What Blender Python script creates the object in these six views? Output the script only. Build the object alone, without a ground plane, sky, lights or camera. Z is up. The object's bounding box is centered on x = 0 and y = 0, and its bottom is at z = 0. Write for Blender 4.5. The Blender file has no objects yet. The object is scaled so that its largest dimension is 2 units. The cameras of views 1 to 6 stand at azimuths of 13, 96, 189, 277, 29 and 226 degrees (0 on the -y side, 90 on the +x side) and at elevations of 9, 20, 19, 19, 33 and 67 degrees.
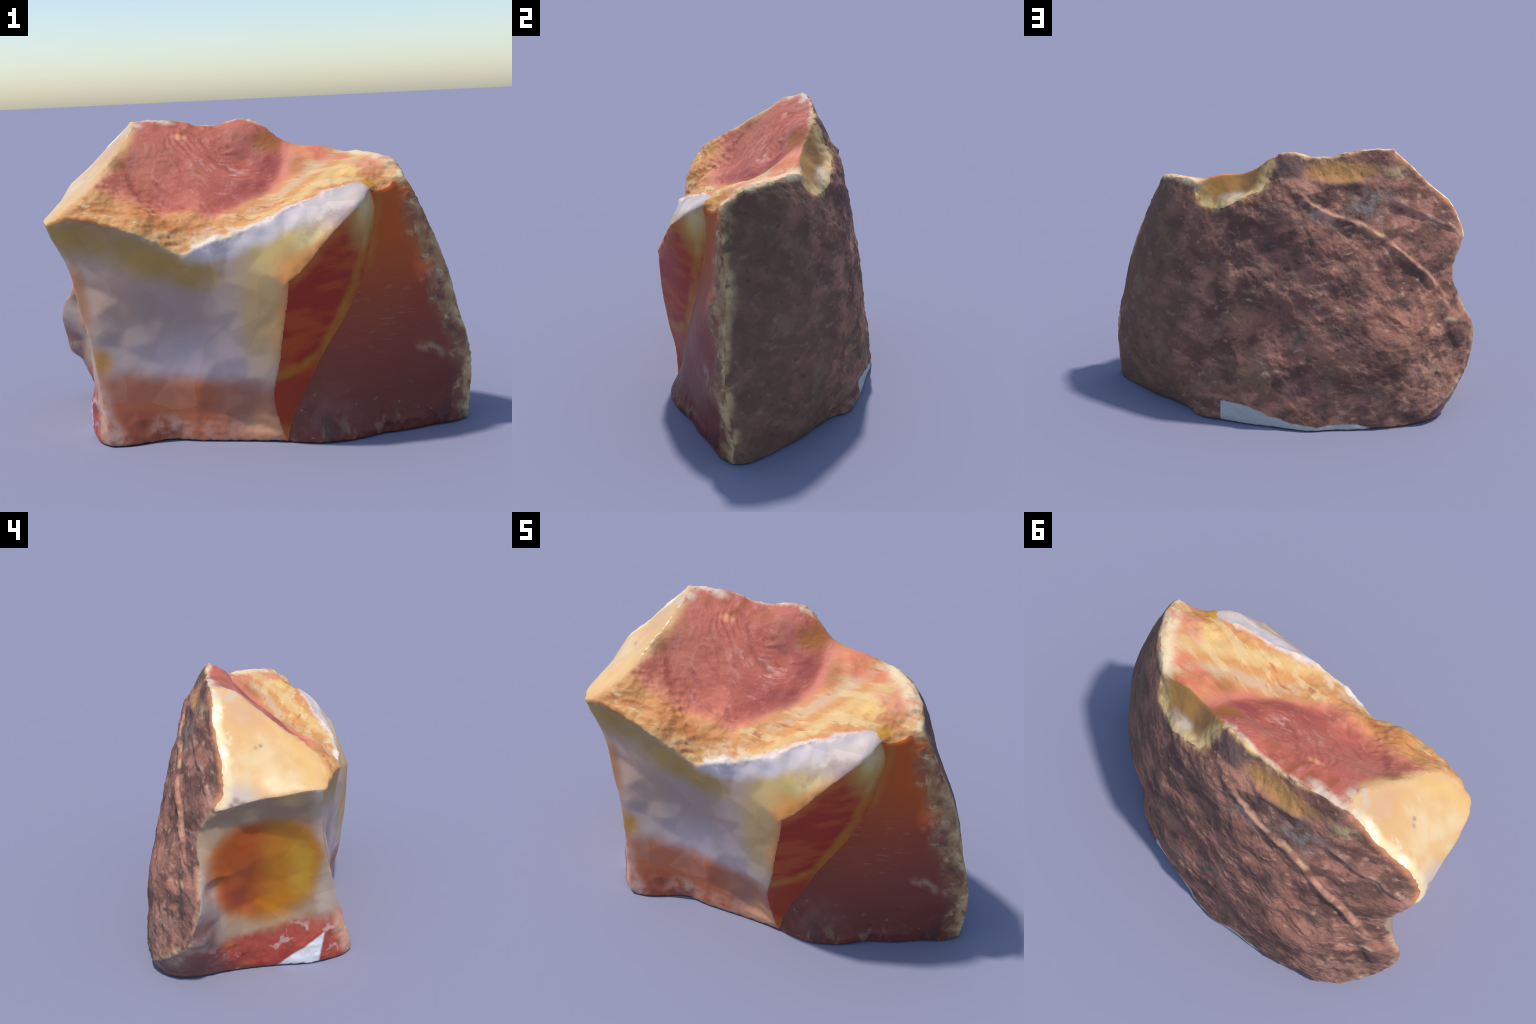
import bpy, bmesh, math
import numpy as np
from mathutils import Vector
from mathutils.geometry import delaunay_2d_cdt

SPACING = 0.0145          # edge length of the first mesh, halved by each refinement
REFINE = 1

# ------------------------------------------------------------------ noise
def hash3(ix, iy, iz, seed):
    h = (ix * 374761393 + iy * 668265263 + iz * 2147483647 + seed * 974634757) & 0xFFFFFFFF
    h = ((h ^ (h >> 13)) * 1274126177) & 0xFFFFFFFF
    h = ((h ^ (h >> 16)) * 2246822519) & 0xFFFFFFFF
    return ((h ^ (h >> 15)) & 0xFFFFFF) / float(0xFFFFFF) * 2 - 1


def value_noise(p, seed=0):
    f = np.floor(p)
    i = f.astype(np.int64)
    t = p - f
    t = t * t * t * (t * (t * 6 - 15) + 10)
    out = 0.0
    for dx in (0, 1):
        for dy in (0, 1):
            for dz in (0, 1):
                w = (t[:, 0] if dx else 1 - t[:, 0]) * (t[:, 1] if dy else 1 - t[:, 1]) * (t[:, 2] if dz else 1 - t[:, 2])
                out = out + w * hash3(i[:, 0] + dx, i[:, 1] + dy, i[:, 2] + dz, seed)
    return out


def fbm(p, scale, octaves=4, gain=0.5, seed=0, ridged=False):
    total, amp, norm = 0.0, 1.0, 0.0
    q = p * scale
    for o in range(octaves):
        n = value_noise(q + 17.3 * o, seed + o)
        if ridged:
            n = 1 - 2 * np.abs(n)
        total = total + amp * n
        norm += amp
        amp *= gain
        q = q * 2.03
    return total / norm


def smoothstep(a, b, x):
    t = np.clip((x - a) / (b - a), 0, 1)
    return t * t * (3 - 2 * t)


# ------------------------------------------------------------------ edges of the stone
# Each edge is a curve through measured points; faces are spanned between them.
CORNER = dict(
    peak=(-.572, .088, 1.362), bump=(.035, .176, 1.345), saddle=(.452, .168, 1.188), shoulder=(.729, -.146, 1.103),
    nose=(-.797, -.445, .950), notch=(.590, -.250, 1.058), knee=(.283, -.515, .716), crook=(.232, -.420, 0.0),
    heel=(.978, -.030, 0.0), toe=(-.510, -.552, 0.0), cheek=(-.928, .040, .893), back_heel=(-.655, .432, 0.0),
)
EDGE = dict(
    crest=("peak", [(-.525, .108, 1.371), (-.451, .120, 1.374), (-.393, .139, 1.373), (-.317, .150, 1.360), (-.199, .168, 1.344), (-.120, .176, 1.352), (-.061, .181, 1.371), (-.01, .180, 1.366)], "bump"),
    pocket_top=("bump", [(.084, .166, 1.313), (.164, .148, 1.255), (.231, .147, 1.236), (.297, .146, 1.227), (.359, .154, 1.214), (.41, .164, 1.201)], "saddle"),
    pocket_rim=("bump", [(.060, .235, 1.265), (.080, .280, 1.192), (.140, .290, 1.166), (.200, .293, 1.138), (.260, .287, 1.105), (.335, .258, 1.083), (.402, .230, 1.086), (.448, .186, 1.12), (.458, .170, 1.16)], "saddle"),
    right_crest=("saddle", [(.493, .126, 1.198), (.566, .077, 1.195), (.629, .012, 1.183), (.684, -.056, 1.166), (.712, -.105, 1.138)], "shoulder"),
    brow_front=("nose", [(-.745, -.464, .958), (-.669, -.476, .975), (-.567, -.491, .969), (-.474, -.500, .946), (-.383, -.502, .924), (-.300, -.497, .889), (-.235, -.488, .850), (-.190, -.480, .826), (-.144, -.482, .836), (-.057, -.482, .867), (.020, -.470, .888), (.104, -.448, .920), (.160, -.436, .945), (.199, -.413, .962), (.242, -.378, .985), (.291, -.346, 1.006), (.341, -.322, 1.027), (.392, -.304, 1.047), (.444, -.280, 1.063), (.497, -.245, 1.076), (.545, -.222, 1.086)], "notch"),
    shoulder_edge=("notch", [(.640, -.212, 1.050), (.690, -.170, 1.078)], "shoulder"),
    side_top=("notch", [(.560, -.315, 1.000), (.513, -.375, .955), (.469, -.420, .910), (.410, -.455, .843), (.354, -.485, .776), (.310, -.505, .735)], "knee"),
    side_front=("knee", [(.276, -.513, .640), (.263, -.510, .571), (.251, -.506, .504), (.238, -.498, .436), (.225, -.486, .365), (.208, -.477, .297), (.192, -.465, .235), (.190, -.448, .170), (.208, -.432, .08)], "crook"),
    crease=("crook", [(.248, -.395, .085), (.285, -.377, .175), (.328, -.360, .255), (.370, -.348, .342), (.450, -.312, .480), (.520, -.277, .601), (.568, -.250, .740), (.598, -.232, .880), (.607, -.232, .99)], "notch"),
    right_edge=("shoulder", [(.780, -.138, 1.008), (.822, -.120, .906), (.862, -.098, .796), (.896, -.090, .692), (.922, -.082, .579), (.952, -.080, .470), (.985, -.071, .360), (.995, -.049, .240), (.989, -.028, .115)], "heel"),
    left_front=("nose", [(-.766, -.432, .873), (-.728, -.429, .802), (-.698, -.430, .728), (-.678, -.436, .646), (-.654, -.449, .560), (-.620, -.465, .470), (-.597, -.483, .372), (-.577, -.500, .290), (-.558, -.519, .212), (-.535, -.543, .101), (-.522, -.552, .04)], "toe"),
    left_top=("peak", [(-.520, -.015, 1.345), (-.533, -.067, 1.300), (-.544, -.129, 1.256), (-.556, -.188, 1.215), (-.574, -.240, 1.180), (-.590, -.297, 1.141), (-.604, -.350, 1.103), (-.630, -.398, 1.074), (-.668, -.428, 1.042), (-.706, -.444, 1.010), (-.755, -.446, .980)], "nose"),
    brow_left=("nose", [(-.822, -.395, .960), (-.838, -.355, .960), (-.852, -.315, .955), (-.866, -.270, .949), (-.877, -.222, .945), (-.887, -.174, .941), (-.896, -.129, .932), (-.911, -.086, .924), (-.926, -.040, .914), (-.932, .001, .903)], "cheek"),
    left_rind=("peak", [(-.605, .080, 1.328), (-.650, .072, 1.283), (-.690, .064, 1.240), (-.733, .050, 1.198), (-.777, .033, 1.154), (-.823, .016, 1.114), (-.865, .004, 1.069), (-.893, -.003, 1.014), (-.915, .002, .960)], "cheek"),
    hollow_rind=("cheek", [(-.908, .075, .845), (-.886, .105, .800), (-.882, .132, .740), (-.890, .133, .690), (-.918, .117, .617), (-.965, .113, .521), (-1.000, .114, .430), (-1.002, .135, .360), (-.985, .157, .300), (-.968, .185, .240), (-.935, .245, .180), (-.880, .315, .125), (-.790, .385, .062)], "back_heel"),
    base_rind=("heel", [(.965, .032, 0), (.918, .083, 0), (.766, .200, 0), (.640, .278, 0), (.538, .341, 0), (.464, .394, 0), (.425, .450, 0), (.380, .475, 0), (.300, .487, 0), (.144, .520, 0), (.020, .532, 0), (-.130, .553, 0), (-.224, .550, 0), (-.300, .528, 0), (-.430, .505, 0), (-.520, .478, 0)], "back_heel"),
    base_hollow=("back_heel", [(-.750, .385, 0), (-.815, .320, 0), (-.838, .250, 0), (-.829, .178, 0), (-.769, .047, 0), (-.723, -.096, 0), (-.692, -.226, 0), (-.668, -.358, 0), (-.608, -.472, 0), (-.560, -.525, 0)], "toe"),
    base_front=("toe", [(-.430, -.535, 0), (-.333, -.473, 0), (-.272, -.440, 0), (-.164, -.442, 0), (-.010, -.432, 0), (.100, -.424, 0)], "crook"),
    base_right=("crook", [(.300, -.428, 0), (.383, -.427, 0), (.460, -.402, 0), (.543, -.355, 0), (.617, -.290, 0), (.735, -.225, 0), (.830, -.155, 0), (.936, -.090, 0)], "heel"),
)

# face: edges walked round it (a minus sign walks one backwards), inner points, direction it faces, how faceted it is
FACE = dict(
    fracture_scoop=(["crest", "pocket_top", "right_crest", "-shoulder_edge", "-brow_front", "-left_top"],
        [(-.587, -.270, 1.150), (-.505, -.279, 1.107), (-.440, -.306, 1.048), (-.385, -.320, .996), (-.300, -.306, .983), (-.210, -.302, .976), (-.111, -.292, .965), (-.075, -.280, .960), (-.010, -.240, .972), (.050, -.170, .994), (.118, -.100, 1.024), (.177, -.040, 1.085),
         (-.310, .017, 1.290), (-.079, -.067, 1.141), (-.011, .084, 1.298), (0, .044, 1.181), (.166, .120, 1.235), (.019, -.120, 1.066), (-.420, -.243, 1.084), (-.548, -.205, 1.205), (-.500, .000, 1.335), (-.400, .090, 1.352),
         (-.633, -.417, 1.050), (-.380, -.468, .960), (-.121, -.370, .939), (.199, -.101, 1.054), (.451, -.095, 1.130), (.300, -.280, 1.020), (.56, -.05, 1.165), (-.5, -.4, 1.01)], (0, -.5, .87), 0),
    rim_pocket=(["pocket_rim", "-pocket_top"], [(.197, .243, 1.150), (.352, .181, 1.172), (.26, .215, 1.165)], (.15, .75, .65), 0),
    chalcedony_face=(["left_front", "base_front", "-side_front", "-side_top", "-brow_front"],
        [(-.277, -.449, .652), (-.467, -.430, .623), (-.511, -.438, .504), (-.557, -.457, .446), (-.443, -.423, .502), (-.382, -.423, .420), (-.454, -.434, .420), (-.144, -.426, .400), (-.205, -.444, .326), (-.026, -.439, .373), (-.063, -.435, .280), (.090, -.465, .380), (-.251, -.430, .233),
         (.050, -.485, .812), (.072, -.465, .863), (.003, -.476, .745), (.159, -.496, .717), (.062, -.479, .650), (.160, -.503, .641), (.113, -.477, .534), (-.545, -.468, .380), (-.528, -.472, .319), (-.469, -.478, .271), (-.285, -.436, .135), (-.241, -.440, .097), (.057, -.405, .104), (-.075, -.427, .076), (-.2, -.462, .78), (.3, -.44, .90), (.42, -.39, .95)], (0, -1, .1), 1),
    jasper_lens=(["side_top", "side_front", "crease"], [(.40, -.425, .69), (.51, -.365, .86), (.31, -.44, .45)], (.75, -.65, 0), 0),
    jasper_slope=(["shoulder_edge", "right_edge", "-base_right", "crease"],
        [(.415, -.357, .283), (.752, -.205, .372), (.558, -.312, .146), (.738, -.218, .057), (.723, -.188, .756), (.858, -.160, .669), (.709, -.176, .997), (.778, -.167, .820), (.835, -.158, .560), (.880, -.128, .38)], (.35, -.93, .1), 0),
    cream_facet=(["left_top", "brow_left", "-left_rind"], [(-.706, -.140, 1.125), (-.78, -.28, 1.035)], (-.75, -.1, .65), 0),
    amber_hollow=(["brow_left", "hollow_rind", "base_hollow", "-left_front"],
        [(-.750, -.150, .50), (-.800, -.150, .80), (-.690, -.25, .30), (-.805, .03, .40), (-.715, -.20, .12), (-.835, .05, .15), (-.720, -.30, .62), (-.850, .02, .65), (-.86, -.10, .88), (-.93, .16, .18), (-.655, -.36, .25)], (-1, -.2, 0), 1),
    rind=(["right_edge", "base_rind", "-hollow_rind", "-left_rind", "crest", "pocket_rim", "right_crest"],
        [(.376, .310, .925), (.668, .180, .796), (.570, .283, .641), (.600, .329, .490), (.171, .330, 1.064), (-.029, .337, 1.090), (-.482, .310, .885), (-.652, .285, .708), (-.703, .300, .625), (-.395, .488, .225), (-.834, .172, .723), (-.881, .167, .653), (-.580, .136, 1.255), (-.441, .228, 1.126), (-.747, .345, .467),
         (-.153, .462, .514), (-.104, .467, .436), (0, .525, .234), (-.023, .395, .767), (-.150, .296, 1.128), (-.729, .226, .776), (-.619, .263, .847), (-.423, .272, 1.013), (-.855, .202, .610), (-.532, .192, 1.148), (-.779, .104, 1.006), (-.915, .052, .917), (-.860, .230, .497), (-.203, .527, .066), 
         (-.089, .238, 1.285), (-.130, .234, 1.242), (-.240, .232, 1.219), (-.360, .215, 1.222), (-.460, .180, 1.235)], None, 0),
)


def catmull(points, spacing):
    p = np.array(points, float)
    p = np.vstack([2 * p[0] - p[1], p, 2 * p[-1] - p[-2]])
    dense = []
    for a, b, c, d in zip(p[:-3], p[1:-2], p[2:-1], p[3:]):
        k = [0.0]
        for u, v in ((a, b), (b, c), (c, d)):
            k.append(k[-1] + max(np.linalg.norm(v - u), 1e-6) ** 0.5)
        t = np.linspace(k[1], k[2], 16, endpoint=False)[:, None]
        a1 = (k[1] - t) / (k[1] - k[0]) * a + (t - k[0]) / (k[1] - k[0]) * b
        a2 = (k[2] - t) / (k[2] - k[1]) * b + (t - k[1]) / (k[2] - k[1]) * c
        a3 = (k[3] - t) / (k[3] - k[2]) * c + (t - k[2]) / (k[3] - k[2]) * d
        b1 = (k[2] - t) / (k[2] - k[0]) * a1 + (t - k[0]) / (k[2] - k[0]) * a2
        b2 = (k[3] - t) / (k[3] - k[1]) * a2 + (t - k[1]) / (k[3] - k[1]) * a3
        dense.append((k[2] - t) / (k[2] - k[1]) * b1 + (t - k[1]) / (k[2] - k[1]) * b2)
    dense = np.vstack(dense + [p[-2:-1]])
    s = np.r_[0, np.cumsum(np.linalg.norm(np.diff(dense, axis=0), axis=1))]
    n = max(2, int(round(s[-1] / spacing)))
    t = np.linspace(0, s[-1], n + 1)
    return np.stack([np.interp(t, s, dense[:, i]) for i in range(3)], 1)


class Spline:
    """Thin-plate spline from a face's flat coordinates to space."""

    def __init__(self, uv, xyz, stiff=2e-5):
        n = len(uv)
        self.uv = uv
        a = np.zeros((n + 3, n + 3))
        a[:n, :n] = self.kernel(uv, uv) + stiff * np.eye(n)
        a[:n, n:] = np.c_[np.ones(n), uv]
        a[n:, :n] = a[:n, n:].T
        self.w = np.linalg.solve(a, np.vstack([xyz, np.zeros((3, 3))]))

    @staticmethod
    def kernel(a, b):
        d2 = ((a[:, None] - b[None]) ** 2).sum(-1)
        return 0.5 * d2 * np.log(d2 + 1e-12)

    def __call__(self, uv):
        out = np.empty((len(uv), 3))
        for i in range(0, len(uv), 4000):
            q = uv[i:i + 4000]
            out[i:i + 4000] = self.kernel(q, self.uv) @ self.w[:-3] + np.c_[np.ones(len(q)), q] @ self.w[-3:]
        return out


def flat_coordinates(face, p):
    p = np.asarray(p, float)
    if face == "rind":                                        # wraps round the back: unroll it
        d = p - np.array([0.02, -0.30, 0])
        return np.c_[-np.arctan2(d[:, 1], d[:, 0]) * 0.80, p[:, 2] * 1.0]
    n = Vector(FACE[face][2] if face in FACE else (0, 0, -1)).normalized()
    u = np.array(n.orthogonal().normalized())
    v = np.cross(np.array(n), u)
    return np.c_[p @ u, p @ v]


def triangulate(boundary, inner):
    pts = [Vector(q) for q in np.vstack([boundary, inner])] if len(inner) else [Vector(q) for q in boundary]
    n = len(boundary)
    out = delaunay_2d_cdt(pts, [(i, (i + 1) % n) for i in range(n)], [], 1, 1e-7)
    back = [o[0] if o else -1 for o in out[3]]
    assert min(back) >= 0, "edges cross at " + str([tuple(round(x, 3) for x in out[0][i]) for i, b in enumerate(back) if b < 0])
    return np.array([[back[i] for i in f] for f in out[2]])


def inside(poly, q):
    a, b = poly, np.roll(poly, -1, axis=0)
    hit = np.zeros(len(q), bool)
    for (x1, y1), (x2, y2) in zip(a, b):
        if y1 != y2:
            hit ^= ((y1 > q[:, 1]) != (y2 > q[:, 1])) & (q[:, 0] < (x2 - x1) * (q[:, 1] - y1) / (y2 - y1) + x1)
    return hit


def distance_to_line(q, line):
    best = np.full(len(q), 9.0)
    for a, b in zip(line[:-1], line[1:]):
        d = b - a
        t = np.clip(((q - a) @ d) / max(d @ d, 1e-12), 0, 1)
        best = np.minimum(best, np.linalg.norm(q - a - t[:, None] * d, axis=1))
    return best


def build_surface():
    rng = np.random.default_rng(5)
    verts, curve = [np.array(list(CORNER.values()))], {}
    index = {name: i for i, name in enumerate(CORNER)}
    count = len(index)
    for name, (a, mid, b) in EDGE.items():
        c = catmull([CORNER[a], *mid, CORNER[b]], SPACING)
        ids = [index[a], *range(count, count + len(c) - 2), index[b]]
        verts.append(c[1:-1])
        count += len(c) - 2
        curve[name] = (ids, c)
    tris, region = [], []
    names = list(FACE) + ["underside"]
    for face in names:
        walk = FACE[face][0] if face in FACE else ["base_rind", "base_hollow", "base_front", "base_right"]
        ids, ring, sparse = [], [], []
        chain = []
        end = None
        for e in walk:                                        # orient each edge to follow the one before
            i, c = curve[e.lstrip("-")]
            chain.append((i, c))
        # close the loop by matching end corners
        i0, c0 = chain[0]
        if i0[-1] not in (chain[1][0][0], chain[1][0][-1]):
            i0, c0 = i0[::-1], c0[::-1]
        end = i0[0]
        for i, c in [(i0, c0)] + chain[1:]:
            if i[0] != end:
                i, c = i[::-1], c[::-1]
            assert i[0] == end, face
            ids += i[:-1]
            ring.append(c[:-1])
            k = max(2, int(len(c) * SPACING / 0.045))
            sparse.append(c[np.linspace(0, len(c) - 1, k + 1).round().astype(int)[:-1]])
            end = i[-1]
        ring, sparse = np.vstack(ring), np.vstack(sparse)
        ids = np.array(ids)
        poly = flat_coordinates(face, ring)
        control = sparse if face == "underside" else np.vstack([sparse, FACE[face][1]])
        flat = flat_coordinates(face, control)
        spline = Spline(flat, control)
        lo, hi = poly.min(0), poly.max(0)
        step = SPACING * (2.5 if face == "underside" else 1)
        gx, gy = np.meshgrid(np.arange(lo[0], hi[0], step), np.arange(lo[1], hi[1], step * 0.866))
        gx = gx + (np.arange(gx.shape[0]) % 2)[:, None] * step / 2
        q = np.c_[gx.ravel(), gy.ravel()] + rng.uniform(-.15, .15, (gx.size, 2)) * step
        closed = np.vstack([poly, poly[:1]])
        q = q[inside(poly, q)]
        edge_gap = distance_to_line(q, closed)
        keep = edge_gap > step * 0.55
        q, edge_gap = q[keep], edge_gap[keep]
        xyz = spline(q)
        if face == "underside":
            xyz[:, 2] = 0.012 * smoothstep(0, .08, edge_gap)
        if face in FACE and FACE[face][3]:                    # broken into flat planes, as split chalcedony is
            coarse_edge = flat_coordinates(face, sparse[::2])
            c = rng.uniform(lo, hi, (900, 2))
            c = c[inside(poly, c)]
            picked = []
            for p in c:
                if all(np.hypot(*(p - o)) > 0.085 for o in picked) and distance_to_line(p[None], closed)[0] > 0.05:
                    picked.append(p)
            picked = np.array(picked)
            t = triangulate(coarse_edge, picked)
            nodes = np.vstack([coarse_edge, picked])
            at = spline(nodes)
            normal = np.array(FACE[face][2]) / np.linalg.norm(FACE[face][2])
            at[len(coarse_edge):] += normal * rng.normal(0, .0045, (len(picked), 1))
            planar = np.full_like(xyz, np.nan)
            for a, b, d in t:
                m = np.c_[nodes[b] - nodes[a], nodes[d] - nodes[a]]
                if abs(np.linalg.det(m)) < 1e-9:
                    continue
                w = np.linalg.solve(m, (q - nodes[a]).T).T
                hit = (w >= -1e-6).all(1) & (w.sum(1) <= 1 + 1e-6)
                planar[hit] = at[a] + w[hit] @ np.array([at[b] - at[a], at[d] - at[a]])
            mix = smoothstep(.01, .06, edge_gap)[:, None] * ~np.isnan(planar).any(1, keepdims=True)
            xyz = xyz * (1 - mix) + np.nan_to_num(planar) * mix
        t = triangulate(poly, q)
        table = np.r_[ids, np.arange(count, count + len(q))]
        count += len(q)
        verts.append(xyz)
        t = table[t]
        tris.append(t)
        region += [names.index(face)] * len(t)
    v, t, region = np.vstack(verts), np.vstack(tris), np.array(region)
    # make every triangle face outward
    mid = v[t].mean(1)
    n = np.cross(v[t[:, 1]] - v[t[:, 0]], v[t[:, 2]] - v[t[:, 0]])
    for k, face in enumerate(names):
        sel = region == k
        out = np.array(FACE[face][2] if face in FACE and FACE[face][2] else ((.3, .9, .2) if face == "rind" else (0, 0, -1)))
        if (n[sel].sum(0) @ out) < 0:
            t[sel] = t[sel][:, ::-1]
    return names, v, t, region, {k: c for k, (i, c) in curve.items()}


def refine(v, t, region):
    e = np.sort(np.vstack([t[:, [0, 1]], t[:, [1, 2]], t[:, [2, 0]]]), axis=1)
    u, inv = np.unique(e, axis=0, return_inverse=True)
    inv = inv.reshape(-1)
    m = len(t)
    ab, bc, ca = (inv[i * m:(i + 1) * m] + len(v) for i in range(3))
    v2 = np.vstack([v, v[u].mean(1)])
    a, b, c = t.T
    return v2, np.vstack([np.c_[a, ab, ca], np.c_[ab, b, bc], np.c_[ca, bc, c], np.c_[ab, bc, ca]]), np.tile(region, 4)


def edges_of(t):
    e = np.sort(np.vstack([t[:, [0, 1]], t[:, [1, 2]], t[:, [2, 0]]]), axis=1)
    return np.unique(e, axis=0)


def neighbour_mean(x, e):
    total = np.zeros_like(x)
    deg = np.bincount(e.ravel(), minlength=len(x)).astype(float)
    for i in range(x.shape[1]):
        total[:, i] = np.bincount(e[:, 0], x[e[:, 1], i], len(x)) + np.bincount(e[:, 1], x[e[:, 0], i], len(x))
    return total / deg[:, None]


def vertex_normals(v, t):
    n = np.cross(v[t[:, 1]] - v[t[:, 0]], v[t[:, 2]] - v[t[:, 0]])
    out = np.zeros_like(v)
    for i in range(3):
        for j in range(3):
            out[:, j] += np.bincount(t[:, i], n[:, j], len(v))
    return out / (np.linalg.norm(out, axis=1, keepdims=True) + 1e-12)
# ------------------------------------------------------------------ relief
def along(v, line):
    """Distance to a polyline, and the direction from its nearest point."""
    line = np.array(line, float)
    best, off = np.full(len(v), 9.0), np.zeros_like(v)
    tan = np.zeros_like(v)
    for a, b in zip(line[:-1], line[1:]):
        d = b - a
        t = np.clip(((v - a) @ d) / (d @ d), 0, 1)
        w = v - a - t[:, None] * d
        l = np.linalg.norm(w, axis=1)
        sel = l < best
        best[sel], off[sel], tan[sel] = l[sel], w[sel], d / np.linalg.norm(d)
    return best, off, tan


def ridge(v, n, line, height, above, below):
    """A welt along a line, falling off differently on its upper and lower side."""
    d, off, tan = along(v, line)
    up = smoothstep(-.012, .012, off[:, 2])
    width = (above * up + below * (1 - up)) * (1 + .35 * value_noise(v * 22, 71))
    ends = np.minimum(np.linalg.norm(v - np.array(line[0]), axis=1), np.linalg.norm(v - np.array(line[-1]), axis=1))
    return height * np.exp(-(d / width) ** 2) * smoothstep(0, .09, ends)


def dent(v, centre, radii, axis=None):
    d = (v - np.array(centre))
    if axis is not None:
        a = np.array(axis, float) / np.linalg.norm(axis)
        l = d @ a
        r = np.linalg.norm(d - l[:, None] * a, axis=1)
        return np.exp(-(l / radii[0]) ** 2 - (r / radii[1]) ** 2)
    return np.exp(-(np.linalg.norm(d, axis=1) / radii) ** 2)


def add_relief(v, t, region, names, curve):
    e = edges_of(t)
    # share of each face at each vertex, feathered across the edges
    share = np.zeros((len(v), len(names)))
    for k in range(len(names)):
        for i in range(3):
            share[t[region == k][:, i], k] = 1
    share /= share.sum(1, keepdims=True)
    for _ in range(4):
        share = 0.5 * share + 0.5 * neighbour_mean(share, e)
    S = {name: share[:, k] for k, name in enumerate(names)}
    for _ in range(3):                                         # round off the edges a little
        v = v + 0.45 * (neighbour_mean(v, e) - v)
    worn = np.zeros(len(v))                                    # edges worn rounder than the rest
    for name, width in (("pocket_rim", .045), ("pocket_top", .03), ("left_top", .035), ("left_rind", .02), ("crest", .010), ("right_crest", .010), ("shoulder_edge", .02)):
        worn = np.maximum(worn, np.exp(-(along(v, curve[name])[0] / width) ** 2))
    for _ in range(12):
        v = v + 0.5 * worn[:, None] * (neighbour_mean(v, e) - v)
    n = vertex_normals(v, t)
    for face, centre, radius, out in SWELL:
        v = v + n * (S[face] * out * dent(v, centre, radius))[:, None]
    n = vertex_normals(v, t)
    h = np.zeros(len(v))
    # weathered rind: layered, streaked from upper left to lower right, coarser at the back than on the right
    slant = np.array([-.70, .05, -.71])
    l = v @ slant
    streak = v - 0.62 * l[:, None] * slant
    calm = smoothstep(.2, .75, v[:, 0])
    warp = v + .03 * np.c_[fbm(v, 6, 2, seed=3), fbm(v, 6, 2, seed=4), fbm(v, 6, 2, seed=5)]
    rough = .008 * fbm(v, 3.5, 2, seed=10) + .016 * fbm(warp, 7, 3, seed=11) + .0065 * fbm(streak, 18, 4, .55, seed=21, ridged=True) + .0022 * fbm(v, 75, 2, seed=31)
    welt = (ridge(v, n, RIDGE_LONG, .016, .010, .020) * (.85 + .4 * smoothstep(-.35, .3, value_noise(v * 16, 77))) + ridge(v, n, RIDGE_SHORT, .016, .030, .010) + ridge(v, n, RIDGE_LIP, .014, .03, .012)
            + ridge(v, n, RIDGE_TOP, .012, .02, .02))
    pits = np.maximum(0, value_noise(v * 42, 55) - .55) * .012
    hollow = (.022 * dent(v, (.01, .372, .93), (.12, .07), (.4, .1, .9)) + .016 * dent(v, (-.13, .465, .475), (.055, .014), (.35, 0, .93)) + .010 * dent(v, (-.01, .525, .25), (.05, .02), (.3, 0, .9))
              + .012 * dent(v, (-.875, .235, .425), (.06, .045), (.4, 0, .9)) + .010 * dent(v, (-.70, .255, .755), (.05, .018), (.9, 0, .4))
              + .004 * dent(v, (-.25, .205, 1.275), (.12, .03), (1, 0, 0)))
    flat = smoothstep(.0, .10, v[:, 2] - 1.16 - .72 * np.minimum(v[:, 0] + .15, 0)) * smoothstep(.05, -.1, v[:, 0])   # smoother above the long ridge
    h += S["rind"] * (rough * (1 - .62 * calm) * (1 - .45 * flat) + welt - hollow - pits * (1 - calm))
    # scoop: shell-like ripples spreading from the strike point, fine tearing on the lip
    strike = np.linalg.norm(v - np.array([-.04, .16, 1.36]), axis=1)
    ripple = np.sin(strike * 190 + 16 * fbm(v, 5, 3, seed=41)) * smoothstep(-.1, .5, fbm(v, 7, 2, seed=42))
    floor = smoothstep(.06, .2, strike) * smoothstep(.55, .3, strike) * smoothstep(.12, .02, v[:, 0]) * smoothstep(-.34, -.26, v[:, 1])
    lip = smoothstep(-.18, -.34, v[:, 1] - .35 * np.maximum(v[:, 0], 0))
    h += S["fracture_scoop"] * (.0034 * ripple * floor + .006 * fbm(warp, 8, 3, seed=43) + (.006 * lip + .002) * fbm(v * np.array([1, 1.6, 2.2]), 20, 4, seed=44, ridged=True))
    plates = np.tanh(5 * fbm(warp, 5, 3, seed=80)) * .004 + lip * np.tanh(5 * fbm(warp, 9, 3, seed=81)) * .004
    h += S["fracture_scoop"] * plates
    h += S["rim_pocket"] * .006 * fbm(v, 16, 3, seed=45)
    h += S["cream_facet"] * .004 * fbm(v, 7, 2, seed=46)
    h += S["amber_hollow"] * (.002 * fbm(v, 14, 2, seed=47) + .006 * smoothstep(.24, .12, v[:, 2]) * fbm(v, 15, 3, seed=48, ridged=True))
    h += S["chalcedony_face"] * (.0012 * fbm(v, 16, 2, seed=49) + .004 * smoothstep(.16, .05, v[:, 2]) * fbm(v, 15, 3, seed=50, ridged=True))
    h += S["jasper_lens"] * .002 * fbm(v, 9, 2, seed=51)
    # right jasper slope: smooth, with flaked chips along its foot and its crusted right edge
    crust = np.exp(-(along(v, curve["right_edge"])[0] / .055) ** 2)
    foot = smoothstep(.16, .04, v[:, 2])
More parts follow.
